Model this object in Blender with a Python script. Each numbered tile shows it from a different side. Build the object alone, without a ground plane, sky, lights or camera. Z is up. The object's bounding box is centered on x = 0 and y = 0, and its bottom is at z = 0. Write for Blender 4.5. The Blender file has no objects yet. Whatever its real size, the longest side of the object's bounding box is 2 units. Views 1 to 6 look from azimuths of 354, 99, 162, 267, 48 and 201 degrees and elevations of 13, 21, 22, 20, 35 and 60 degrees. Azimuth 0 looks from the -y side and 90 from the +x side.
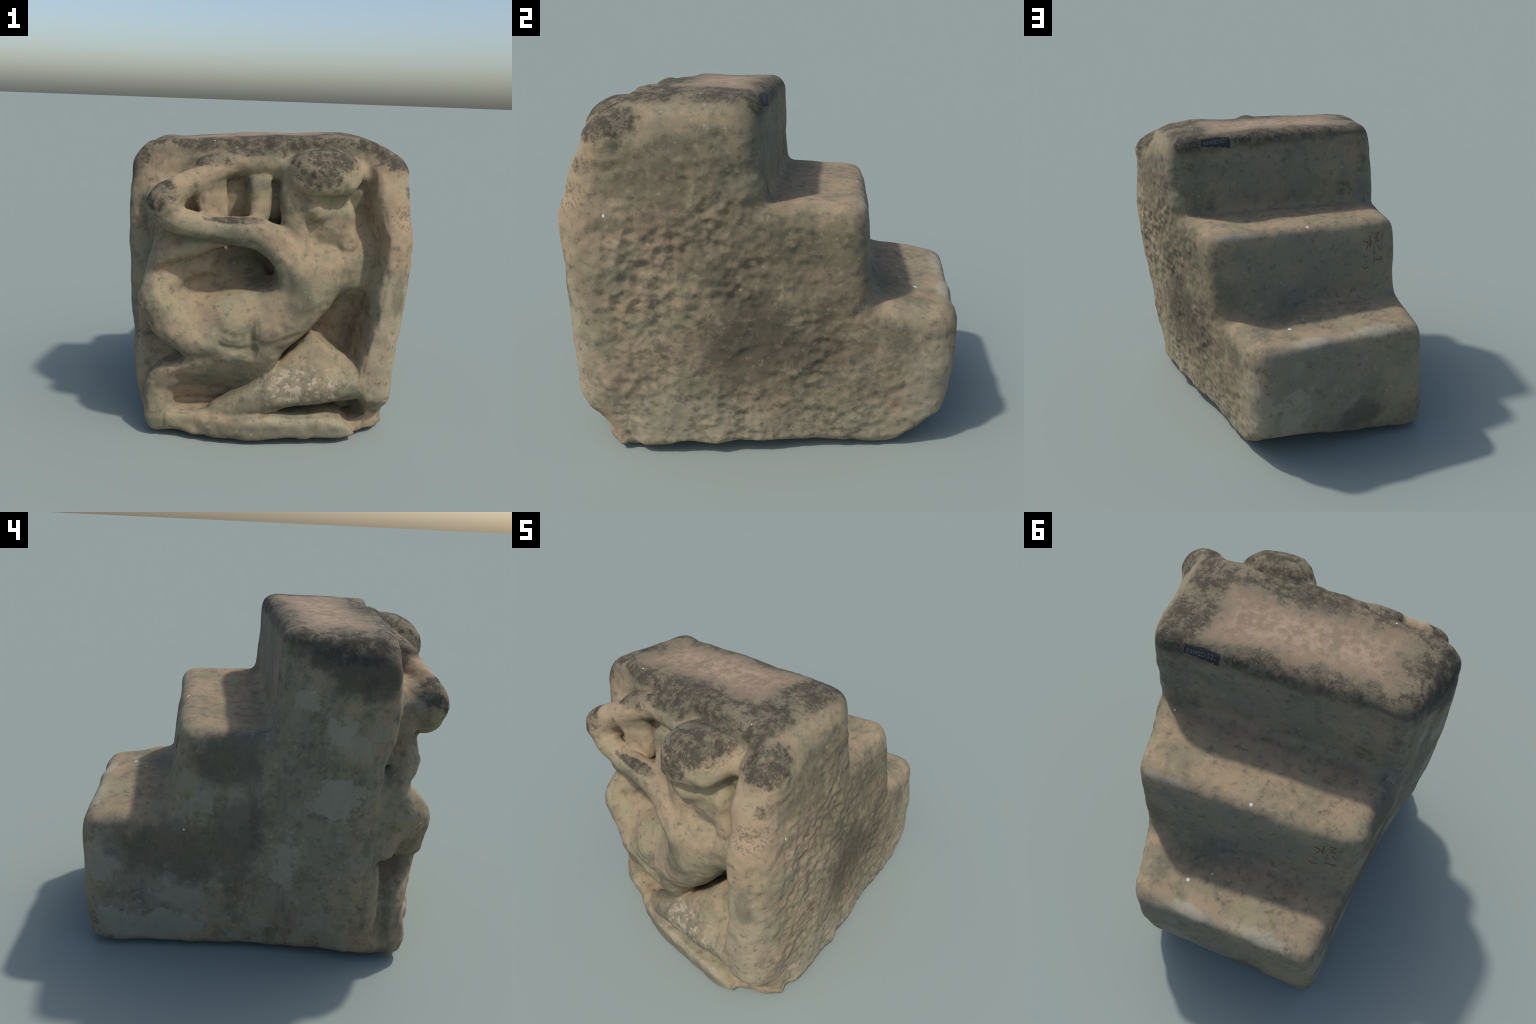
"""Carved sandstone console block: three steps behind, a crouching figure in high relief in front.

The stone is modelled as one implicit solid (a sum of rounded walls, capsules, ellipsoids and
prisms), meshed once, weathered with noise, and then split into its named parts."""
import bpy, math
import numpy as np
from mathutils import Vector

H = 0.0085                      # mesh cell size
rng = np.random.default_rng(11)

# ------------------------------------------------------------------ grid
LO = np.array([-1.0, -1.09, -0.03]); HI = np.array([1.0, 1.06, 1.98])
N = np.ceil((HI - LO) / H).astype(int) + 1
AX = [(LO[i] + H * np.arange(N[i])).astype(np.float32) for i in range(3)]
D = np.full(N, 1.0, np.float32)
OWN = np.zeros(N, np.int8)
PARTS = ["stepped_block", "plinth", "pillar", "arm", "forearm", "head", "hair", "beard",
         "torso", "thigh", "leg", "shin", "foot"]
PID = {n: i for i, n in enumerate(PARTS)}


def box_slices(lo, hi):
    s = []
    for i in range(3):
        a = int(np.clip(math.floor((lo[i] - LO[i]) / H), 0, N[i] - 1))
        b = int(np.clip(math.ceil((hi[i] - LO[i]) / H) + 1, a + 1, N[i]))
        s.append(slice(a, b))
    return tuple(s)


def coords(s):
    return (AX[0][s[0]][:, None, None], AX[1][s[1]][None, :, None], AX[2][s[2]][None, None, :])


def smin(a, b, k):
    h = np.maximum(k - np.abs(a - b), 0) / k
    return np.minimum(a, b) - h * h * k * 0.25


def smax(a, b, k):
    return -smin(-a, -b, k)


def put(f, lo, hi, part, k=0.03):
    """smooth union of a primitive f(x, y, z) into the stone"""
    m = k + 3 * H
    s = box_slices(np.array(lo) - m, np.array(hi) + m)
    d = np.broadcast_to(f(*coords(s)), D[s].shape).astype(np.float32)
    own = OWN[s]
    own[d < D[s]] = PID[part]
    D[s] = smin(D[s], d, k)


def cut(f, lo, hi, k=0.03):
    """smooth subtraction"""
    m = k + 3 * H
    s = box_slices(np.array(lo) - m, np.array(hi) + m)
    d = np.broadcast_to(f(*coords(s)), D[s].shape).astype(np.float32)
    D[s] = smax(D[s], -d, k)


# ------------------------------------------------------------------ primitives
def spline(pts, n=5):
    """Catmull-Rom curve through the control points"""
    P = np.array(pts, float)
    P = np.vstack([2 * P[0] - P[1], P, 2 * P[-1] - P[-2]])
    out = []
    for a, b, c, d in zip(P[:-3], P[1:-2], P[2:-1], P[3:]):
        for t in np.arange(n) / n:
            out.append(0.5 * (2 * b + (c - a) * t + (2 * a - 5 * b + 4 * c - d) * t ** 2 + (3 * b - a - 3 * c + d) * t ** 3))
    return np.array(out + [P[-2]])


def limb(pts, part, k=0.03, carve=False):
    """tapered tube along a smooth curve through (x, y, z, radius)"""
    C = spline(pts) if len(pts) > 2 else np.array(pts, float)

    def f(x, y, z):
        best = None
        for a, b in zip(C[:-1], C[1:]):
            ba = b[:3] - a[:3]
            px, py, pz = x - a[0], y - a[1], z - a[2]
            t = np.clip((px * ba[0] + py * ba[1] + pz * ba[2]) / (float(ba @ ba) + 1e-9), 0, 1)
            d = np.sqrt((px - t * ba[0]) ** 2 + (py - t * ba[1]) ** 2 + (pz - t * ba[2]) ** 2) - (a[3] + (b[3] - a[3]) * t)
            best = d if best is None else np.minimum(best, d)
        return best
    r = C[:, 3].max()
    lo, hi = C[:, :3].min(0) - r, C[:, :3].max(0) + r
    cut(f, lo, hi, k) if carve else put(f, lo, hi, part, k)


def rot(ax, ay, az):
    cx, sx, cy, sy, cz, sz = (g(math.radians(v)) for v in (ax, ay, az) for g in (math.cos, math.sin))
    X = np.array([[1, 0, 0], [0, cx, -sx], [0, sx, cx]])
    Y = np.array([[cy, 0, sy], [0, 1, 0], [-sy, 0, cy]])
    Z = np.array([[cz, -sz, 0], [sz, cz, 0], [0, 0, 1]])
    return Z @ Y @ X


def local(c, R):
    def g(x, y, z):
        px, py, pz = x - c[0], y - c[1], z - c[2]
        return [px * R[0, i] + py * R[1, i] + pz * R[2, i] for i in range(3)]
    return g


def ball(c, r, part, k=0.04, turn=(0, 0, 0), carve=False):
    """ellipsoid"""
    g = local(c, rot(*turn)); R = max(r)

    def f(x, y, z):
        p = g(x, y, z)
        k0 = np.sqrt(sum((p[i] / r[i]) ** 2 for i in range(3)))
        k1 = np.sqrt(sum((p[i] / r[i] ** 2) ** 2 for i in range(3))) + 1e-6
        return k0 * (k0 - 1) / k1
    lo, hi = np.array(c) - R, np.array(c) + R
    cut(f, lo, hi, k) if carve else put(f, lo, hi, part, k)


def brick(c, h, part, r=0.03, k=0.03, turn=(0, 0, 0), carve=False):
    """rounded box"""
    g = local(c, rot(*turn)); R = float(np.linalg.norm(h))

    def f(x, y, z):
        q = [np.abs(v) - (h[i] - r) for i, v in enumerate(g(x, y, z))]
        out = np.sqrt(sum(np.maximum(v, 0) ** 2 for v in q))
        return out + np.minimum(np.maximum(np.maximum(q[0], q[1]), q[2]), 0) - r
    lo, hi = np.array(c) - R, np.array(c) + R
    cut(f, lo, hi, k) if carve else put(f, lo, hi, part, k)


def polygon(u, v, P):
    """signed distance to a closed polygon in the plane (negative inside)"""
    P = np.array(P, float)
    d = np.full(np.broadcast(u, v).shape, 1e9, np.float32)
    inside = np.zeros(d.shape, bool)
    for (ax, ay), (bx, by) in zip(P, np.roll(P, -1, 0)):
        ex, ey = bx - ax, by - ay
        wx, wy = u - ax, v - ay
        t = np.clip((wx * ex + wy * ey) / (ex * ex + ey * ey), 0, 1)
        d = np.minimum(d, (wx - ex * t) ** 2 + (wy - ey * t) ** 2)
        if ey != 0:
            hit = ((ay <= v) != (by <= v)) & (u < ax + ex * (v - ay) / ey)
            inside ^= hit
    return np.where(inside, -np.sqrt(d), np.sqrt(d))


def slab(P, front, back, part, r=0.04, k=0.03, carve=False):
    """prism of an (x, z) outline; its front depth may vary: front = (y, dy/dx, dy/dz) about the outline's middle"""
    P = np.array(P, float)
    mx, mz = P.mean(0)
    y0, gx, gz = front if isinstance(front, tuple) else (front, 0, 0)
    norm = math.sqrt(1 + gx * gx + gz * gz)

    def f(x, y, z):
        d2 = polygon(x[:, 0, :], z[0], P)[:, None, :] + r
        yf = y0 + gx * (x - mx) + gz * (z - mz)
        dy = np.maximum((yf - y) / norm, y - back) + r
        return np.sqrt(np.maximum(d2, 0) ** 2 + np.maximum(dy, 0) ** 2) + np.minimum(np.maximum(d2, dy), 0) - r
    fr = y0 - abs(gx) * np.ptp(P[:, 0]) - abs(gz) * np.ptp(P[:, 1])
    lo, hi = [P[:, 0].min(), fr, P[:, 1].min()], [P[:, 0].max(), back, P[:, 1].max()]
    cut(f, lo, hi, k) if carve else put(f, lo, hi, part, k)


def ledge(P, top, bottom, part, r=0.03, k=0.03):
    """prism of an (x, y) outline; top height varies along x: [(x, z), ...]"""
    P = np.array(P, float)
    tx, tz = zip(*top)

    def f(x, y, z):
        d2 = polygon(x[:, :, 0], y[0].T, P)[:, :, None] + r
        dz = np.maximum(z - np.interp(x, tx, tz), bottom - z) + r
        return np.sqrt(np.maximum(d2, 0) ** 2 + np.maximum(dz, 0) ** 2) + np.minimum(np.maximum(d2, dz), 0) - r
    put(f, [P[:, 0].min(), P[:, 1].min(), bottom], [P[:, 0].max(), P[:, 1].max(), max(tz)], part, k)


def table(y, z, ys, zs, V):
    """smooth bilinear lookup of a small wall table"""
    V = np.array(V, float)
    rows = [np.interp(z, zs, row) for row in V]
    out = np.zeros(np.broadcast(y, z).shape)
    for i in range(len(ys)):
        w = np.interp(y, ys, np.eye(len(ys))[i])
        out = out + w * rows[i]
    return out


# ------------------------------------------------------------------ the block
def block(x, y, z):
    # three steps behind: risers and treads, slightly out of square (the treads dip to the left)
    tread = []
    for xs, ry, lean, zs_, dip in (
            ([-.65, -.3, .1, .55], [.975, .975, .985, .985], None, [.80, .815, .83, .83], -.10),
            ([-.65, -.25, .1, .6], [.455, .485, .512, .522], -.12, [1.300, 1.322, 1.348, 1.376], .0),
            ([-.70, -.25, .1, .65], [-.052, -.048, -.030, .016], -.06, None, 0)):
        ya = np.interp(x, xs, ry)
        if lean is None:                       # back face of the lowest step, undercut at the ground
            ya = ya + np.interp(z, [0, .05, .14, .28, .45, .65, .80, 1.0], [-.10, -.065, -.04, -.005, .012, .015, .005, -.03]) * np.interp(x, [-.6, .2], [.35, 1])
        else:
            ya = ya + lean * (z - (1.1 if zs_ else 1.6))
        if zs_:
            tread.append(smax(y - ya, z - np.interp(x, xs, zs_) - dip * np.clip(y - ya + .32, 0, 1), 0.075))
        else:
            tread.append(y - ya)
    st = smin(smin(tread[0], tread[1], 0.07), tread[2], 0.05)
    # side walls: both taper towards the back, bulge at mid height and draw in at the ground
    ys = [-.80, -.45, -.2, .0, .2, .5, .95]
    zs = [0.0, 0.07, 0.2, 0.5, 0.9, 1.4, 1.7, 1.9]
    xr = table(y[0], z[0], ys, zs, [[.79, .815, .825, .838, .860, .862, .832, .78], [.77, .787, .792, .793, .815, .805, .772, .735],
                                    [.735, .75, .752, .755, .775, .757, .743, .724], [.69, .707, .711, .710, .724, .71, .70, .69],
                                    [.62, .64, .655, .665, .668, .655, .64, .63], [.54, .565, .59, .608, .602, .59, .58, .58],
                                    [.44, .465, .475, .487, .477, .48, .48, .48]])
    xl = -table(y[0], z[0], ys, zs, [[.705, .75, .795, .838, .850, .865, .84, .755], [.70, .735, .775, .828, .850, .855, .832, .78],
                                     [.665, .695, .725, .77, .797, .775, .752, .74], [.655, .67, .69, .72, .745, .730, .725, .72],
                                     [.65, .66, .675, .695, .71, .705, .705, .705], [.64, .65, .658, .67, .672, .665, .66, .66],
                                     [.635, .64, .635, .622, .608, .61, .61, .61]])
    zt = np.interp(x, [-.95, -.84, -.74, -.60, -.35, .06, .30, .45, .60, .72, .80, .95], [1.69, 1.765, 1.815, 1.838, 1.850, 1.862, 1.875, 1.890, 1.893, 1.868, 1.815, 1.71]) \
        - 0.040 * np.clip((x - .4) / .3, 0, 1.1) * np.clip((-y - .05) / .55, 0, 1.3)
    # front: panel behind the figure, and the post on the right standing proud of it
    edge = np.interp(z, [.2, .38, .5, .8, 1.1, 1.3, 1.5, 1.7, 1.8], [.62, .53, .545, .625, .655, .66, .63, .61, .63])
    post = np.clip((x - edge) / 0.09 + 0.6, 0, 1)
    post = post * post * (3 - 2 * post)
    deep = np.interp(z, [0, .27, .5, 1.0, 1.27, 1.35, 1.42, 1.55, 1.75, 1.9], [-.66, -.975, -.98, -.985, -.983, -.965, -.92, -.885, -.79, -.62]) + np.clip(x - .71, 0, 1) ** 2 * np.interp(z, [0, .5, 1.0, 1.5], [14, 11, 4, 3.5])
    yf = -0.655 + 0.065 * np.clip((1.35 - z) / 0.2, 0, 1) + 0.19 * np.clip((-.55 - x) * .5 + (z - 1.70), 0, 1) + 0.5 * np.clip(z - 1.72, 0, .14) * np.clip((x - .30) / .2, 0, 1)
    side = np.clip((x - .30) / .15, 0, 1)                               # the ground is shallower beside the post
    yf = yf + side * np.minimum(np.interp(z, [.3, .65, .85, .98, 1.15, 1.28, 1.42, 1.55, 1.66], [-.67, -.65, -.70, -.82, -.835, -.78, -.70, -.73, -.68]) - yf, 0)
    yf = yf + (np.minimum(deep, yf) - yf) * post
    d = smax(st, z - zt, 0.09)
    d = smax(d, (x - xr[None]), 0.11)
    d = smax(d, (xl[None] - x), 0.11)
    d = smax(d, (yf - y) * .8, 0.06)
    # underside: it bears in the middle, the rim is worn up, most at the back right corner
    u, w = np.clip((x + .7) / 1.4, 0, 1), np.clip((y + .9) / 1.8, 0, 1)
    rim = (1 - w) * (.03 + .01 * u) + w * (.035 + .06 * u) + .13 * np.clip((u - .15) / .85, 0, 1) * np.clip((w - .6) / .4, 0, 1)
    near = np.clip((np.maximum(np.abs(x) / .66, np.abs(y) / .9) - .6) / .4, 0, 1)
    return smax(d, rim * near * near - z, 0.03)


def build():
    put(block, LO, HI, "stepped_block", 0.001)
    OWN[(AX[0] > .55)[:, None, None] & (AX[1] < -.64)[None, :, None] & (AX[2] > .24)[None, None, :]] = PID['pillar']

    # --- hollow between arm and forearm
    slab([(-.60, 1.42), (-.5, 1.52), (-.2, 1.65), (.04, 1.65), (.045, 1.42), (-.15, 1.40)], -1.2, -.695, "", 0.03, 0.04, carve=True)

    # --- plinth under the figure, broken off at its right end
    ledge([(-.745, -.66), (-.70, -.79), (-.56, -.85), (-.38, -.93), (-.2, -.975), (.1, -.995), (.46, -.995), (.56, -.94), (.58, -.80), (.5, -.5), (-.7, -.5)],
          [(-.75, .125), (-.5, .17), (-.1, .18), (.38, .18), (.47, .155), (.57, .06)], .03, "plinth", 0.03, 0.03)
    ledge([(.50, -.89), (.60, -.885), (.73, -.81), (.785, -.73), (.72, -.5), (.5, -.5)], [(.5, .10), (.60, .125), (.78, .19), (.84, .19)], .03, "plinth", 0.02, 0.02)

    # --- top of the post: a worn knob at the corner
    ball((.745, -.71, 1.70), (.095, .095, .085), "pillar", 0.08, (0, 30, 0))

    # the ground between the limbs and the left edge is filled
    slab([(-.80, 1.08), (-.80, 1.36), (-.55, 1.36), (-.55, 1.08)], (-.605, -.10, .0), -.45, "stepped_block", 0.04, 0.06)
    slab([(-.76, .06), (-.80, .30), (-.80, .60), (-.55, .60), (-.55, .06)], (-.65, -.15, .0), -.45, "leg", 0.04, 0.06)

    # --- thigh: the knee stands out at the left, the upper side is scooped and slopes back under the arm
    limb([(-.665, -.765, .93, .09), (-.665, -.785, .85, .112), (-.575, -.785, .71, .11), (-.42, -.83, .65, .11), (-.25, -.84, .63, .11)], "thigh", 0.07)
    slab([(-.79, .90), (-.77, 1.0), (-.71, 1.08), (-.55, 1.16), (-.34, 1.22), (-.1, 1.15), (.1, .9), (-.1, .65), (-.5, .55), (-.70, .75)], (-.80, .0, .38), -.5, "thigh", 0.06, 0.05)
    slab([(-.79, .66), (-.79, .88), (-.5, .8), (-.45, .6)], (-.70, .25, .0), -.5, "thigh", 0.06, 0.06)
    ball((-.33, -.97, .975), (.30, .32, .112), "", 0.06, (0, -10, 0), carve=True)
    # raised lip along the upper side of the hollow
    limb([(-.695, -.68, 1.06, .07), (-.64, -.745, 1.15, .072), (-.48, -.785, 1.205, .068), (-.30, -.77, 1.255, .06)], "thigh", 0.05)
    # --- lower bent leg: sharp ridge and knee at the left, under it a hollowed face
    slab([(-.66, .18), (-.72, .36), (-.64, .455), (-.43, .55), (-.1, .62), (.05, .55), (.0, .18)], (-.855, -.05, -.62), -.4, "leg", 0.045, 0.04)
    limb([(-.60, -.735, .37, .08), (-.66, -.73, .30, .085), (-.67, -.755, .12, .088)], "leg", 0.06)
    # floor between the legs rises to the back
    ledge([(-.62, -.86), (-.2, -.90), (.0, -.85), (.0, -.5), (-.62, -.5)], [(-.62, .180), (.0, .195)], .05, "plinth", 0.02, 0.03)
    limb([(-.325, -.86, .25, .008), (-.345, -.90, .21, .010), (-.375, -.945, .155, .008)], "", 0.015, carve=True)

    # --- torso: chest leaning left, belly with folds
    ball((.32, -.70, 1.09), (.25, .21, .17), "torso", 0.06, (0, 15, 12))
    limb([(.26, -.765, 1.04, .20), (.14, -.785, .86, .195), (.04, -.785, .75, .19), (-.04, -.77, .73, .19)], "torso", 0.06)
    limb([(-.05, -.775, .76, .185), (-.22, -.80, .76, .15), (-.30, -.80, .72, .12)], "torso", 0.09)
    limb([(-.05, -.77, .68, .15), (-.01, -.82, .58, .10)], "torso", 0.05)
    ball((-.02, -.88, .57), (.045, .06, .075), "torso", 0.03, (0, 15, 0))
    for fold in ([(-.125, -.965, .90, .014), (-.12, -.975, .78, .020), (-.12, -.965, .66, .024), (-.10, -.95, .58, .022)],
                 [(-.29, -.96, .87, .010), (-.325, -.965, .78, .015), (-.31, -.965, .68, .012)],
                 [(-.31, -.965, .735, .012), (-.21, -.975, .70, .019), (-.12, -.975, .715, .012)],
                 [(-.30, -.95, .64, .014), (-.20, -.955, .615, .019), (-.11, -.95, .62, .012)],
                 [(.0, -.975, .64, .012), (.10, -.97, .665, .016), (.19, -.95, .70, .010)]):
        limb(fold, "", 0.035, carve=True)

    limb([(-.03, -.96, .40, .028), (.06, -.935, .44, .045), (.13, -.93, .48, .042), (.20, -.94, .52, .025)], "", 0.04, carve=True)
    # --- crossed lower leg with the foot on the plinth
    slab([(.29, .66), (.40, .59), (.58, .50), (.58, .36), (.10, .36), (.0, .42)], (-.905, .0, .62), -.45, "shin", 0.05, 0.04)
    limb([(.54, -.87, .38, .115), (.40, -.88, .36, .11), (.25, -.88, .34, .11), (.03, -.87, .31, .105)], "shin", 0.04)
    limb([(.03, -.87, .30, .105), (-.08, -.87, .265, .095), (-.18, -.86, .225, .09), (-.29, -.84, .18, .075)], "foot", 0.03)

    limb([(.0, -.96, .205, .015), (.2, -.95, .205, .03), (.5, -.93, .215, .03)], "", 0.03, carve=True)

    # --- arm: out to the elbow, forearm back to the head
    limb([(.13, -.82, 1.11, .15), (.05, -.84, 1.22, .115), (-.05, -.845, 1.29, .092), (-.15, -.85, 1.318, .085), (-.38, -.855, 1.335, .08), (-.56, -.85, 1.375, .082), (-.635, -.845, 1.45, .087)], "arm", 0.05)
    limb([(-.65, -.845, 1.50, .088), (-.52, -.785, 1.585, .072), (-.44, -.775, 1.615, .066), (-.36, -.735, 1.665, .086), (-.25, -.69, 1.70, .078), (-.10, -.67, 1.712, .08), (.05, -.67, 1.69, .085)], "forearm", 0.05)
    limb([(-.65, -.77, 1.47, .095), (-.64, -.62, 1.48, .12)], "arm", 0.07)
    limb([(-.40, -.69, 1.70, .045), (-.31, -.69, 1.72, .045)], "forearm", 0.03)
    limb([(.035, -.70, 1.75, .04), (.04, -.62, 1.83, .05)], "forearm", 0.04)
    # stone left standing between arm and forearm
    slab([(-.68, 1.36), (-.66, 1.55), (-.40, 1.62), (-.40, 1.34)], -.725, -.5, "forearm", 0.03, 0.04)
    ball((-.575, -.69, 1.485), (.10, .09, .10), "forearm", 0.05)
    ball((.03, -.63, 1.46), (.07, .10, .13), "forearm", 0.04)
    slab([(-.71, 1.18), (-.69, 1.38), (-.3, 1.36), (-.25, 1.24)], -.765, -.5, "thigh", 0.05, 0.06)
    brick((-.38, -.70, 1.475), (.095, .10, .13), "forearm", 0.03, 0.03, (0, -8, 25))
    brick((-.08, -.71, 1.50), (.065, .09, .13), "forearm", 0.03, 0.04, (-8, 0, 15))

    # --- head: a cap of hair, broken face under its rim, beard on the chest
    ball((.305, -.765, 1.665), (.235, .215, .155), "hair", 0.03, (0, 0, 14))
    limb([(.13, -.885, 1.615, .030), (.24, -.945, 1.600, .036), (.36, -.925, 1.598, .034), (.48, -.83, 1.605, .030)], "hair", 0.035)
    ball((.22, -.845, 1.465), (.075, .075, .055), "head", 0.03, (0, -20, 20))
    brick((.29, -.75, 1.525), (.155, .125, .115), "head", 0.045, 0.02, (0, -12, 33))
    limb([(.11, -.74, 1.66, .07), (.12, -.81, 1.52, .075), (.14, -.82, 1.38, .08), (.17, -.82, 1.25, .08)], "hair", 0.04)
    brick((.335, -.725, 1.36), (.155, .12, .14), "beard", 0.06, 0.03, (8, 0, 10))
    limb([(.45, -.74, 1.38, .07), (.47, -.785, 1.25, .055)], "beard", 0.03)
    limb([(.14, -.70, 1.55, .09), (.17, -.72, 1.40, .09)], "hair", 0.04)
    limb([(.50, -.71, 1.68, .055), (.62, -.70, 1.65, .065)], "hair", 0.05)

    # groove between the head and the corner knob
    limb([(.50, -.74, 1.86, .06), (.62, -.74, 1.83, .055)], "", 0.06, carve=True)

    # --- hollow under the arm
    ball((-.155, -.80, 1.075), (.205, .205, .13), "", 0.05, (0, 8, 0), carve=True)
    limb([(-.30, -.84, 1.10, .09), (-.12, -.84, 1.07, .11)], "", 0.05, carve=True)
    ball((-.16, -.56, 1.055), (.125, .10, .085), "stepped_block", 0.02)


build()

# ------------------------------------------------------------------ mesh the solid (surface nets)
def surface_nets(F):
    S = F < 0
    cx = [F.shape[i] - 1 for i in range(3)]
    c = [S[i:cx[0] + i, j:cx[1] + j, k:cx[2] + k] for i in (0, 1) for j in (0, 1) for k in (0, 1)]
    cnt = sum(v.astype(np.int8) for v in c)
    act = (cnt > 0) & (cnt < 8)
    idx = np.full(cx, -1, np.int64)
    I = np.argwhere(act)
    idx[act] = np.arange(len(I))
    val = [F[I[:, 0] + i, I[:, 1] + j, I[:, 2] + k] for i in (0, 1) for j in (0, 1) for k in (0, 1)]
    off = np.array([(i, j, k) for i in (0, 1) for j in (0, 1) for k in (0, 1)], float)
    acc = np.zeros((len(I), 3)); n = np.zeros(len(I))
    for a in range(8):
        for b in range(a + 1, 8):
            if np.abs(off[a] - off[b]).sum() == 1:
                m = (val[a] < 0) != (val[b] < 0)
                t = val[a][m] / (val[a][m] - val[b][m])
                acc[m] += off[a] + t[:, None] * (off[b] - off[a]); n[m] += 1
    V = LO + H * (I + acc / n[:, None])
    Q = []
    for ax in range(3):
        o1, o2 = [(1, 2), (2, 0), (0, 1)][ax]
        sl0 = [slice(0, c_) for c_ in F.shape]; sl1 = list(sl0)
        sl0[ax], sl1[ax] = slice(0, -1), slice(1, None)
        a, b = S[tuple(sl0)], S[tuple(sl1)]
        e = np.argwhere(a != b)
        e = e[(e[:, o1] > 0) & (e[:, o2] > 0) & (e[:, o1] < cx[o1]) & (e[:, o2] < cx[o2])]
        u = np.zeros(3, int); u[o1] = 1; w = np.zeros(3, int); w[o2] = 1
        q = [idx[tuple((e - s * u - t * w).T)] for s, t in ((1, 1), (0, 1), (0, 0), (1, 0))]
        q = np.stack(q, 1)
        flip = b[tuple(e.T)]
        q[flip] = q[flip][:, ::-1]
        Q.append(q)
    return V, np.concatenate(Q), I


V, Q, CELL = surface_nets(D)


def vertex_normals(V, Q):
    n = np.cross(V[Q[:, 2]] - V[Q[:, 0]], V[Q[:, 3]] - V[Q[:, 1]])
    out = np.zeros_like(V)
    for i in range(4):
        for a in range(3):
            out[:, a] += np.bincount(Q[:, i], n[:, a], len(V))
    return out / (np.linalg.norm(out, axis=1)[:, None] + 1e-12)


def relax(V, Q, w, it):
    for _ in range(it):
        acc = np.zeros_like(V); cnt = np.zeros(len(V))
        for i in range(4):
            for j in (1, 3):
                t = Q[:, (i + j) % 4]
                for a in range(3):
                    acc[:, a] += np.bincount(Q[:, i], V[t, a], len(V))
                cnt += np.bincount(Q[:, i], minlength=len(V))
        V = V + w * (acc / np.maximum(cnt, 1)[:, None] - V)
    return V


V = relax(V, Q, 0.5, 2)

# ------------------------------------------------------------------ weathering relief
LAT = rng.random((64, 64, 64)).astype(np.float32)


def noise(P, scale, stretch=(1, 1, 1), seed=0):
    p = P * scale * np.array(stretch) + 17.3 * seed + 100
    i = np.floor(p).astype(int); f = p - i; f = f * f * f * (f * (f * 6 - 15) + 10)
    out = 0
    for a in (0, 1):
        for b in (0, 1):
            for c in (0, 1):
                w = (f[:, 0] if a else 1 - f[:, 0]) * (f[:, 1] if b else 1 - f[:, 1]) * (f[:, 2] if c else 1 - f[:, 2])
                out = out + w * LAT[(i[:, 0] + a) % 64, (i[:, 1] + b) % 64, (i[:, 2] + c) % 64]
    return out * 2 - 1


def ramp(v, a, b):
    t = np.clip((v - a) / (b - a), 0, 1)
    return t * t * (3 - 2 * t)


NV = vertex_normals(V, Q)
right = ramp(NV[:, 0], 0.35, 0.75) * ramp(V[:, 1], -0.88, -0.66)          # the roughly dressed right wall
disp = 0.010 * noise(V, 3.1, seed=1) + 0.006 * noise(V, 7.0, seed=2) + 0.0025 * noise(V, 17, seed=3)

# hand-carved unevenness of the figure, the battered head, the post
front = ramp(V[:, 1], -0.60, -0.68)
hd = np.exp(-(((V - np.array([.33, -.88, 1.56])) / np.array([.22, .16, .20])) ** 2).sum(1))
disp += front * (0.0055 * noise(V, 10, seed=12) + 0.003 * noise(V, 22, seed=13)) + hd * (0.015 * noise(V, 9, seed=15) + 0.007 * noise(V, 20, seed=17))
disp += 0.010 * ramp(V[:, 0], .52, .66) * front * noise(V, 6, (1, 1, .6), 16)


def cells(P, size, seed):
    """distance to the nearest of jittered points, in cell units"""
    p = P / size + 50
    b = np.floor(p).astype(int)
    best = np.full(len(P), 9.0)
    for o in np.ndindex(3, 3, 3):
        c = b + np.array(o) - 1
        j = np.stack([LAT[(c[:, 0] + 7 * a + seed) % 64, (c[:, 1] + 11 * a) % 64, (c[:, 2] + 5 * a) % 64] for a in range(3)], 1)
        best = np.minimum(best, ((c + j - p) ** 2).sum(1))
    return np.sqrt(best)


# pick marks on the right wall: shallow slanting dints with ridges between them
dent = np.array([[1, 0, 0], [0, .8, .6], [0, -.6, .8]])
on = right > 0.01
VR = (V @ dent + 0.010 * np.stack([noise(V, 9, seed=21), noise(V, 9, seed=22), noise(V, 9, seed=23)], 1))[on]
pick = np.minimum(cells(VR * np.array([.6, .82, 1.0]), 0.060, 3), .9) - 0.55
pick2 = cells(VR * np.array([.6, .9, 1.0]), 0.034, 9) - 0.55
grip = (0.35 + 0.6 * ramp(noise(V, 2.4, seed=8), -.45, .45) + 0.5 * ramp(noise(V, 7, seed=18), -.2, .6)) * (0.5 + 0.5 * ramp(V[:, 2], 1.75, 1.0)) * (1 - 0.55 * ramp(V[:, 1], .35, .8))
disp[on] += (right * grip)[on] * (0.019 * pick + 0.008 * pick2)
disp += right * 0.006 * noise(V, 5, seed=6)
# worn arrises: convex edges are rubbed back unevenly
soft = relax(V, Q, 0.6, 40)
edge = ramp(((V - soft) * NV).sum(1), 0.002, 0.010)
disp -= edge * (0.016 * ramp(noise(V, 6, seed=31), -.2, .8) + 0.008 * ramp(noise(V, 15, seed=32), 0, .8))
low = ramp(V[:, 2], 0.14, 0.02) * (np.abs(NV[:, 2]) < 0.7)
disp += low * 0.010 * noise(V, 13, (1, 1, .4), 7)                          # chipped bottom arris
disp *= ramp(V[:, 2], -0.01, 0.03)
V = V + NV * disp[:, None]
V[:, 2] = np.maximum(V[:, 2], 0)
NV = vertex_normals(V, Q)

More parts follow.
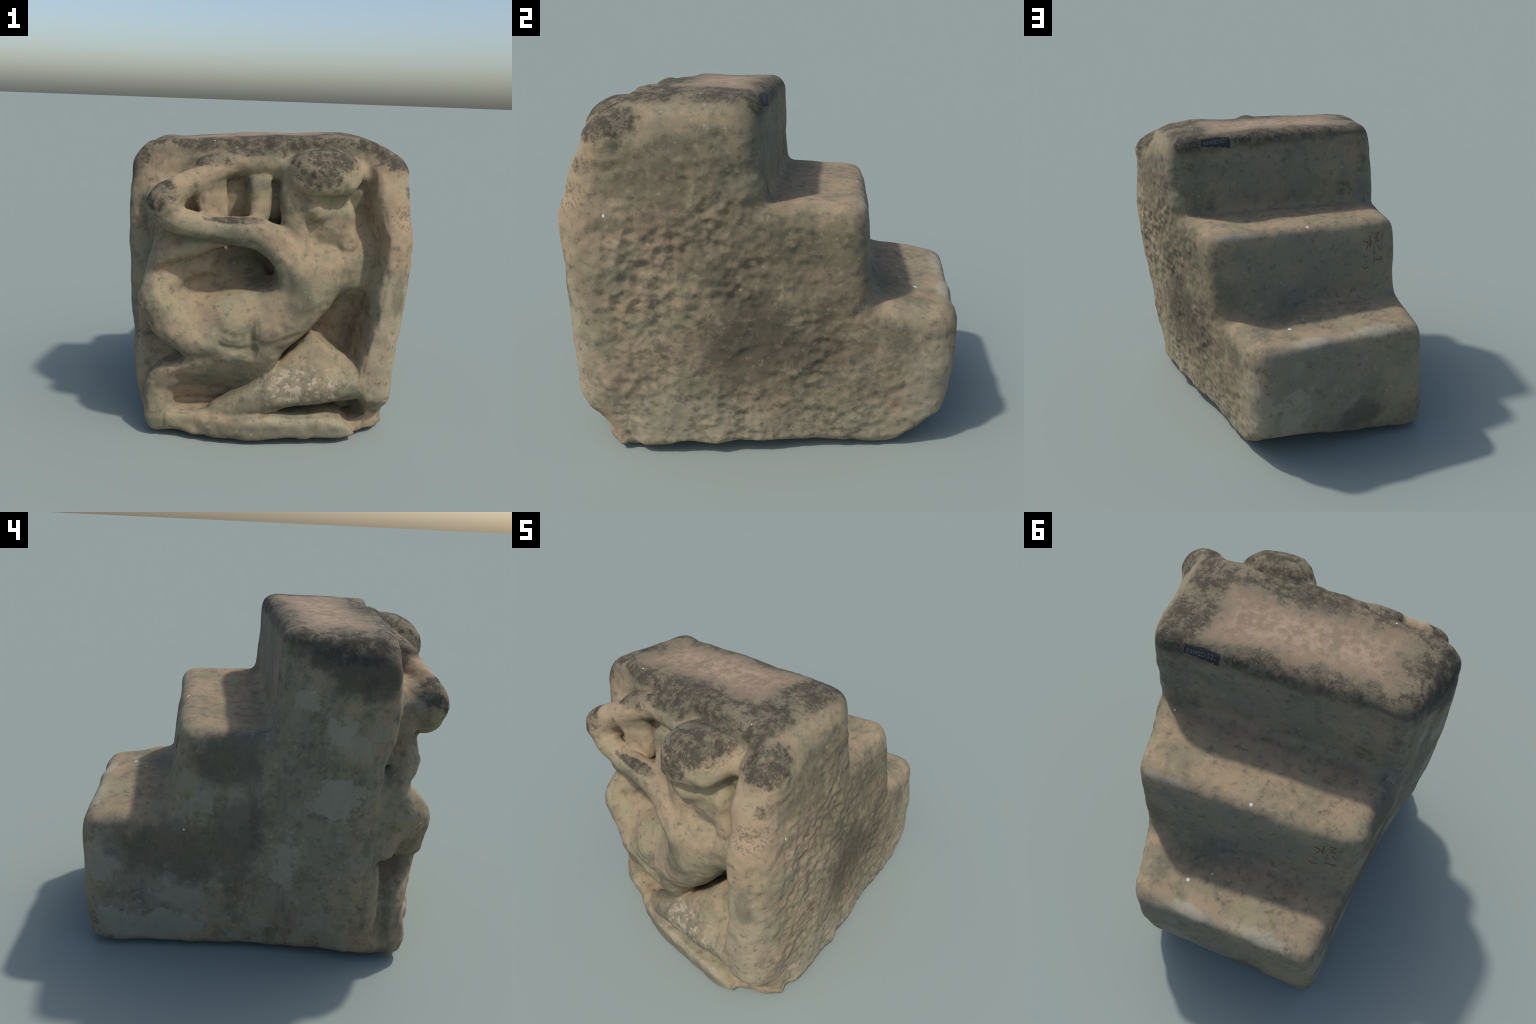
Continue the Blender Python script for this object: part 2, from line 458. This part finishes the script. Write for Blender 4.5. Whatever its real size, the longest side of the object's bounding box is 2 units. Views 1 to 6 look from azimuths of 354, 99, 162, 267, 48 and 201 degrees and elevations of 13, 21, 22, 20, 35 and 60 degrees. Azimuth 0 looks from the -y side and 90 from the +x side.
# ------------------------------------------------------------------ materials
class Nodes:
    """small helper: arithmetic on shader sockets"""
    def __init__(self, name):
        self.m = bpy.data.materials.new(name); self.m.use_nodes = True
        self.t = self.m.node_tree; self.b = self.t.nodes["Principled BSDF"]
        self.co = self.new("ShaderNodeTexCoord").outputs["Object"]
        sep = self.new("ShaderNodeSeparateXYZ"); self.link(self.co, sep.inputs[0])
        self.x, self.y, self.z = sep.outputs

    def new(self, kind, **kw):
        n = self.t.nodes.new(kind)
        for k, v in kw.items():
            setattr(n, k, v)
        return n

    def link(self, v, sock):
        if isinstance(v, bpy.types.NodeSocket):
            self.t.links.new(v, sock)
        else:
            sock.default_value = v

    def math(self, op, *a, clamp=False):
        n = self.new("ShaderNodeMath", operation=op, use_clamp=clamp)
        for i, v in enumerate(a):
            self.link(v, n.inputs[i])
        return n.outputs[0]

    def add(self, *a):
        r = a[0]
        for v in a[1:]:
            r = self.math("ADD", r, v)
        return r

    def mul(self, *a):
        r = a[0]
        for v in a[1:]:
            r = self.math("MULTIPLY", r, v)
        return r

    def ramp(self, v, a, b, to=(0, 1)):
        n = self.new("ShaderNodeMapRange", interpolation_type="SMOOTHSTEP", clamp=True)
        for k, w in zip(("Value", "From Min", "From Max", "To Min", "To Max"), (v, a, b, *to)):
            self.link(w, n.inputs[k])
        return n.outputs[0]

    def shift(self, off, scale=(1, 1, 1)):
        n = self.new("ShaderNodeMapping")
        n.inputs["Location"].default_value = off; n.inputs["Scale"].default_value = scale
        self.link(self.co, n.inputs["Vector"]); return n.outputs[0]

    def noise(self, scale, detail=5, rough=.6, seed=0, stretch=(1, 1, 1), distort=0):
        n = self.new("ShaderNodeTexNoise")
        self.link(self.shift((seed * 3.7, seed * 1.9, seed * 5.1), stretch), n.inputs["Vector"])
        for k, v in (("Scale", scale), ("Detail", detail), ("Roughness", rough), ("Distortion", distort)):
            n.inputs[k].default_value = v
        return n.outputs["Fac"]

    def blob(self, c, r):
        """distance from a point, in units of the radii"""
        n = self.new("ShaderNodeVectorMath", operation="LENGTH")
        sc = tuple(1 / v for v in r)
        m = self.shift(tuple(-c[i] * sc[i] for i in range(3)), sc)
        self.link(m, n.inputs[0]); return n.outputs["Value"]

    def mix(self, a, b, f):
        n = self.new("ShaderNodeMix", data_type="RGBA")
        self.link(f, n.inputs["Factor"])
        for v, k in ((a, 6), (b, 7)):
            self.link((*v, 1) if isinstance(v, tuple) else v, n.inputs[k])
        return n.outputs[2]


def stone():
    N = Nodes("weathered_sandstone")
    broad, mid, fine, grain = N.noise(1.7, 6, .62, 1), N.noise(5.5, 6, .65, 2), N.noise(22, 5, .65, 3), N.noise(110, 3, .7, 4)
    wob = N.add(N.mul(N.add(mid, -.5), .34), N.mul(N.add(fine, -.5), .26), N.mul(N.add(grain, -.5), .10))
    rag = N.add(N.mul(N.add(N.noise(3.6, 8, .68, 23), -.5), 1.5), N.mul(N.add(fine, -.5), .5))

    def patch(c, col, places, strength, soft=(1.15, .55), wobble=1.5):
        """a film or stain that sits in the given places, with a ragged edge"""
        m = None
        for cen, rad in places:
            f = N.ramp(N.add(N.blob(cen, rad), N.mul(rag, wobble)), *soft)
            m = f if m is None else N.math("MAXIMUM", m, f)
        return N.mix(c, col, N.mul(m, strength))

    # sandstone: tan with grey-green film and pinkish bare patches
    c = N.mix((.300, .225, .143), (.158, .145, .098), N.ramp(N.add(N.mul(mid, .6), N.mul(broad, .6), N.mul(fine, .30)), .64, .92))
    c = N.mix(c, (.300, .212, .142), N.mul(N.ramp(N.noise(2.6, 5, .6, 7), .55, .70), .5))
    c = N.mix(c, (.255, .230, .140), N.mul(N.ramp(N.noise(3.4, 5, .6, 9), .47, .64), .65))
    # greyer tint on the risers, the back and the left wall
    c = patch(c, (.165, .165, .132), [((.0, .0, 1.62), (.75, .09, .22)), ((.0, .50, 1.08), (.68, .10, .24)), ((.1, .99, .45), (.50, .12, .40)),
                                       ((-.76, -.10, .95), (.16, .55, .95)), ((-.70, .55, .35), (.16, .55, .42))], .62)
    # cream bloom: foot of the right wall, face of the post, back corner
    c = patch(c, (.330, .285, .195), [((.72, -.35, .16), (.25, .45, .22)), ((.58, .45, .12), (.20, .40, .20)), ((.50, .92, .35), (.14, .22, .42)),
                                       ((.72, -.95, .70), (.16, .16, .55)), ((.15, -.98, .10), (.50, .08, .12))], .55)
    # right wall: olive and brown tint, deepened where its middle lies in shade
    c = patch(c, (.120, .102, .066), [((.68, -.10, 1.15), (.25, .50, .36)), ((.62, .30, 1.0), (.2, .34, .34)), ((.74, -.35, 1.55), (.2, .34, .20)), ((.72, .0, .6), (.25, .4, .3))], .62)
    c = patch(c, (.070, .058, .042), [((.72, .05, .75), (.3, .36, .30)), ((.66, .30, .62), (.3, .30, .16))], .60, (1.15, .35))  # painted darkening for the smooth shade in the wall's hollow
    # dirt lodged in the pick marks of the right wall, pale scuffs between
    wall = N.mul(N.ramp(N.x, .50, .60), N.ramp(N.y, -.80, -.55), N.ramp(N.z, 1.80, 1.70))
    c = N.mix(c, (.085, .072, .050), N.mul(wall, N.ramp(N.noise(15, 4, .6, 27, (1, .8, 1.2)), .52, .66), .60))
    c = N.mix(c, (.36, .30, .215), N.mul(wall, N.ramp(N.noise(13, 4, .6, 28, (1, .8, 1.2)), .58, .72), .35))
    # run-off streaks on the left wall
    left = N.ramp(N.x, -.58, -.66)
    c = N.mix(c, (.090, .082, .060), N.mul(left, N.ramp(N.noise(7, 6, .65, 31, (1, 1, .22)), .50, .66), .55))
    c = N.mix(c, (.27, .25, .19), N.mul(left, N.ramp(N.noise(9, 6, .65, 33, (1, 1, .30)), .56, .70), .45))
    c = N.mix(c, (.105, .096, .072), N.mul(left, N.ramp(N.noise(11, 7, .72, 37), .50, .62), .45))
    c = N.mix(c, (.30, .28, .215), N.mul(left, N.ramp(N.noise(14, 7, .72, 39), .56, .68), .45))
    # crumbled, pitted band on the post
    c = N.mix(c, (.100, .070, .052), N.mul(N.ramp(N.add(N.blob((.79, -.90, 1.42), (.12, .14, .10)), N.mul(wob, 2)), 1.1, .6), N.ramp(N.noise(60, 3, .6, 35), .48, .62), .6))
    # pale worn arris of the middle tread
    c = patch(c, (.36, .325, .245), [((.40, .50, 1.36), (.22, .05, .035)), ((-.30, .94, .79), (.25, .07, .04)), ((.15, .95, .80), (.12, .05, .03))], .6)
    # dark green-grey patches on the figure and in its hollows
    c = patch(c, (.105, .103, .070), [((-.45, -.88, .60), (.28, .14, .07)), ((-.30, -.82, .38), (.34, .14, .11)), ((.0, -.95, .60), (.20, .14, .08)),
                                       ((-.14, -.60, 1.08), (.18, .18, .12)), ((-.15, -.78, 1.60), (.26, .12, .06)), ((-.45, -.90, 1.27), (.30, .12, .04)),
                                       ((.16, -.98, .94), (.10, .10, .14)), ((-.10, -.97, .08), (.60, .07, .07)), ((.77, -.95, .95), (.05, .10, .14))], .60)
    # pale crumbs on the shin and foot
    c = N.mix(c, (.37, .31, .225), N.mul(N.ramp(N.add(N.blob((.22, -.95, .38), (.40, .16, .12)), N.mul(wob, 2)), 1.1, .6), N.ramp(N.noise(24, 4, .6, 17), .50, .58), .8))
    # small mottling
    c = N.mix(c, (.085, .078, .055), N.mul(N.ramp(N.add(fine, N.mul(grain, .35)), .70, .90), .60))
    c = N.mix(c, (.36, .30, .215), N.mul(N.ramp(N.add(N.noise(30, 4, .6, 5), N.mul(grain, .3)), .74, .90), .5))
    # bare pinkish bed on the top
    d = N.math("MAXIMUM", N.math("SUBTRACT", N.math("ABSOLUTE", N.add(N.x, .06)), .47),
               N.math("SUBTRACT", N.math("ABSOLUTE", N.add(N.y, .31, N.mul(N.x, -.10))), .175))
    bed = N.mul(N.ramp(N.z, 1.74, 1.80), N.ramp(N.add(d, wob), .06, -.05))
    c = N.mix(c, N.mix((.195, .145, .100), (.335, .245, .172), N.ramp(N.add(N.mul(fine, .6), N.mul(mid, .4)), .42, .60)), N.mul(bed, .85))
    # dark crust of lichen and soot: rim of the top, crowns of the relief
    crown = N.mul(N.ramp(N.add(d, wob, N.mul(rag, .07)), -.02, .05), N.ramp(N.add(N.z, N.mul(wob, .35), N.mul(N.x, -.02)), 1.755, 1.80),
                  N.ramp(N.add(N.x, N.mul(wob, .2)), .70, .655),
                  N.ramp(N.add(N.y, N.mul(wob, .5), N.mul(N.x, -.10)), .03, -.10, (.35, 1)))
    for cen, rad in (((.31, -.84, 1.79), (.23, .22, .13)), ((-.67, -.86, 1.54), (.11, .13, .10)), ((-.38, -.74, 1.73), (.13, .09, .05)),
                     ((.745, -.70, 1.76), (.13, .15, .10)), ((.04, -.68, 1.80), (.07, .10, .07)), ((-.14, -.72, 1.79), (.18, .06, .04)),
                     ((-.19, -.90, 1.405), (.21, .05, .032)), ((-.80, -.50, 1.77), (.10, .30, .09)),
                     ((.25, -.93, 1.66), (.14, .08, .07)), ((.78, -.80, 1.56), (.06, .06, .06))):
        crown = N.math("MAXIMUM", crown, N.ramp(N.add(N.blob(cen, rad), N.mul(wob, 2.8), N.mul(rag, .7)), 1.15, .70))
    halo = N.mul(N.ramp(N.add(d, wob), -.10, .03), N.ramp(N.add(N.z, N.mul(wob, .35), N.mul(N.x, -.02)), 1.70, 1.79), N.ramp(N.add(N.x, N.mul(wob, .2)), .72, .655))
    c = N.mix(c, (.115, .102, .074), N.mul(N.math("MAXIMUM", halo, crown), .55))
    crust = N.mix((.046, .040, .030), (.098, .084, .058), N.ramp(N.noise(34, 4, .7, 11), .48, .72))
    c = N.mix(c, crust, N.mul(crown, N.ramp(N.add(fine, N.mul(grain, .5), N.mul(mid, .2), N.mul(N.ramp(N.noise(4.2, 6, .7, 41), .46, .66), .22)), 1.08, .80), .93))
    c = patch(c, (.055, .050, .040), [((-.82, -.45, 1.64), (.1, .20, .16)), ((-.80, -.25, 1.72), (.1, .22, .09))], .75, (1.15, .5), 1.9)
    # pale grey lichen sheets on the left wall and the back
    pale = N.ramp(N.add(N.noise(3.1, 7, .62, 15), N.mul(fine, .18)), .640, .665)
    where = N.math("MAXIMUM", N.mul(N.ramp(N.x, -.60, -.66), N.ramp(N.y, -.66, -.56), N.ramp(N.z, 1.68, 1.58)), N.mul(N.ramp(N.y, .88, .96), .8))
    c = N.mix(c, N.mix((.215, .20, .155), (.30, .28, .215), fine), N.mul(pale, where, .6))
    c = patch(c, (.30, .278, .212), [((-.68, .62, .14), (.2, .42, .16)), ((-.66, .86, .52), (.1, .12, .16)), ((-.84, -.35, 1.35), (.1, .11, .16)), ((-.82, -.38, 1.02), (.1, .12, .14)),
                                    ((-.73, .14, .92), (.1, .07, .16)), ((.25, .98, .30), (.16, .1, .22)), ((-.80, -.20, 1.50), (.1, .10, .10)), ((-.78, -.12, .62), (.1, .12, .18))], .55, (.98, .72), 2.8)
    # old grime on the left wall
    c = patch(c, (.078, .068, .050), [((-.70, .42, .62), (.2, .42, .20)), ((-.72, .12, .62), (.2, .16, .40)), ((-.72, .20, 1.15), (.2, .2, .16)), ((-.2, .98, .22), (.16, .1, .12))], .60)
    # white specks
    v = N.new("ShaderNodeTexVoronoi"); v.inputs["Scale"].default_value = 9; N.link(N.co, v.inputs["Vector"])
    pick = N.new("ShaderNodeSeparateColor"); N.link(v.outputs["Color"], pick.inputs[0])
    speck = N.mul(N.ramp(v.outputs["Distance"], .060, .035), N.ramp(pick.outputs[0], .88, .90))
    for cen, r in (((.208, .781, .809), .013), ((.092, .699, .816), .009), ((-.051, .436, 1.337), .011), ((.851, -.708, 1.341), .007), ((.57, .07, 1.37), .007)):
        speck = N.math("MAXIMUM", speck, N.ramp(N.blob(cen, (r, r, r * 1.6)), 1.1, .8))
    c = N.mix(c, (.64, .62, .56), speck)
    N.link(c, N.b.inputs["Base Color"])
    N.b.inputs["Roughness"].default_value = 0.95
    N.b.inputs["Specular IOR Level"].default_value = 0.2
    bump = N.new("ShaderNodeBump"); bump.inputs["Strength"].default_value = 0.5; bump.inputs["Distance"].default_value = 0.006
    N.link(N.add(N.mul(fine, .6), N.mul(grain, .4), N.mul(mid, .5)), bump.inputs["Height"])
    N.link(bump.outputs[0], N.b.inputs["Normal"])
    return N.m


def paint(name, col, worn, wear):
    """matt paint, partly worn through to the stone colour"""
    N = Nodes(name)
    c = N.mix(col, worn, N.ramp(N.noise(75, 4, .7, 3), *wear))
    N.link(c, N.b.inputs["Base Color"]); N.b.inputs["Roughness"].default_value = 0.9
    return N.m


STONE = stone()

# ------------------------------------------------------------------ split into named parts
def main():
    root = bpy.data.objects.new("carved_stone_console", None)
    bpy.context.collection.objects.link(root)
    root["label"] = "weathered sandstone stepped block carved with crouching figure"
    root["category"] = "stone carving"
    nb = np.stack([OWN[CELL[:, 0] + i, CELL[:, 1] + j, CELL[:, 2] + k] for i in (0, 1) for j in (0, 1) for k in (0, 1)], 1)
    dv = np.abs(np.stack([D[CELL[:, 0] + i, CELL[:, 1] + j, CELL[:, 2] + k] for i in (0, 1) for j in (0, 1) for k in (0, 1)], 1))
    vown = nb[np.arange(len(nb)), dv.argmin(1)]
    votes = np.stack([(vown[Q] == p).sum(1) for p in range(len(PARTS))], 1)
    face = votes.argmax(1)
    for p, name in enumerate(PARTS):
        q = Q[face == p]
        if len(q) == 0:
            continue
        used, inv = np.unique(q, return_inverse=True)
        inv = inv.reshape(q.shape)
        me = bpy.data.meshes.new(name)
        me.vertices.add(len(used)); me.vertices.foreach_set("co", V[used].astype(np.float32).ravel())
        me.loops.add(inv.size); me.loops.foreach_set("vertex_index", inv.ravel().astype(np.int32))
        me.polygons.add(len(q)); me.polygons.foreach_set("loop_start", np.arange(0, inv.size, 4, dtype=np.int32))
        me.update(calc_edges=True); me.validate()
        me.polygons.foreach_set("use_smooth", np.ones(len(q), bool))
        me.normals_split_custom_set_from_vertices(NV[used].astype(np.float32))
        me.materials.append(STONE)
        ob = bpy.data.objects.new(name, me); ob.parent = root
        bpy.context.collection.objects.link(ob)

    return root


def marks(root):
    """painted inventory label with its number, and the red paint strokes on the middle riser"""
    from mathutils.bvhtree import BVHTree
    tree = BVHTree.FromPolygons(V.tolist(), Q.tolist())

    def on_stone(x, z, lift):
        hit = tree.ray_cast(Vector((x, 0.6 if z < 1.3 else 0.25, z)), Vector((0, -1, 0)))
        return (x, hit[0].y + lift, z)

    def add(name, verts, faces, mat, parent, thick=0.0012):
        me = bpy.data.meshes.new(name); me.from_pydata(verts, [], faces); me.update()
        me.materials.append(mat)
        ob = bpy.data.objects.new(name, me); ob.parent = parent
        bpy.context.collection.objects.link(ob)
        if thick:
            ob.modifiers.new("Thickness", "SOLIDIFY").thickness = thick
        return ob

    # label: a dark painted strip with a ragged lower right end
    black = paint("black_label_paint", (.022, .025, .025), (.055, .055, .047), (.52, .75))
    n, m = 40, 12
    verts, faces = [], []
    for i in range(n + 1):
        for j in range(m + 1):
            u, w = i / n, j / m
            x = .500 - .192 * u
            top = 1.861 - .004 * u - .003 * math.sin(9 * u)
            bot = 1.806 + .006 * math.sin(5 * u + 1) - (.016 if u > .86 else 0) + .004 * math.sin(23 * u)
            verts.append(on_stone(x + .003 * math.sin(7 * w), bot + (top - bot) * w, 0.0016))
    for i in range(n):
        for j in range(m):
            a = i * (m + 1) + j
            faces.append((a, a + 1, a + m + 2, a + m + 1))
    label = add("inventory_label", verts, faces, black, root)
    # number in pale paint
    cu = bpy.data.curves.new("inventory_number", "FONT"); cu.body = "03MSD.521"; cu.size = 0.033; cu.resolution_u = 3
    tmp = bpy.data.objects.new("text_helper", cu); bpy.context.collection.objects.link(tmp)
    bpy.context.view_layer.update()
    me = bpy.data.meshes.new_from_object(tmp.evaluated_get(bpy.context.evaluated_depsgraph_get()))
    bpy.data.objects.remove(tmp)
    w = max(v.co.x for v in me.vertices)
    verts = [on_stone(.486 - v.co.x * .158 / w, 1.822 + v.co.y, 0.0036) for v in me.vertices]
    add("inventory_number", verts, [tuple(p.vertices) for p in me.polygons], paint("pale_number_paint", (.16, .17, .165), (.07, .07, .065), (.55, .8)), label, 0)
    # red strokes
    red = paint("red_paint", (.17, .035, .032), (.12, .085, .065), (.45, .70))
    strokes = [[(.018, .008), (-.016, .011), (.008, -.018)], [(.013, -.050), (-.002, -.035), (-.014, -.050)], [(.023, -.076), (.026, -.094)],
               [(-.004, -.080), (-.024, -.108)], [(.026, -.148), (.026, -.174), (-.002, -.168), (-.024, -.180), (-.026, -.153)],
               [(.100, -.025), (.075, -.036), (.068, -.057), (.088, -.088)], [(.050, .002), (.053, -.078)], [(.117, -.198), (.110, -.214), (.073, -.208)]]
    for line in strokes:
        verts, faces = [], []
        pts = []
        for (ax, az), (bx, bz) in zip(line[:-1], line[1:]):
            k = max(2, int(math.hypot(bx - ax, bz - az) / 0.006))
            pts += [(ax + (bx - ax) * t / k, az + (bz - az) * t / k) for t in range(k)]
        pts.append(line[-1])
        for i, (px, pz) in enumerate(pts):
            qx, qz = pts[min(i + 1, len(pts) - 1)]; ox, oz = pts[max(i - 1, 0)]
            L = math.hypot(qx - ox, qz - oz) + 1e-9
            nx, nz = -(qz - oz) / L, (qx - ox) / L
            h = 0.0035 * (0.7 + 0.5 * math.sin(2.1 * i + 3 * ax))
            for s_ in (-1, 1):
                verts.append(on_stone(-.53 + px + s_ * h * nx, 1.214 + pz + s_ * h * nz, 0.0016))
        for i in range(len(pts) - 1):
            faces.append((2 * i, 2 * i + 1, 2 * i + 3, 2 * i + 2))
        add("paint_stroke", verts, faces, red, root, 0.0008)


marks(main())
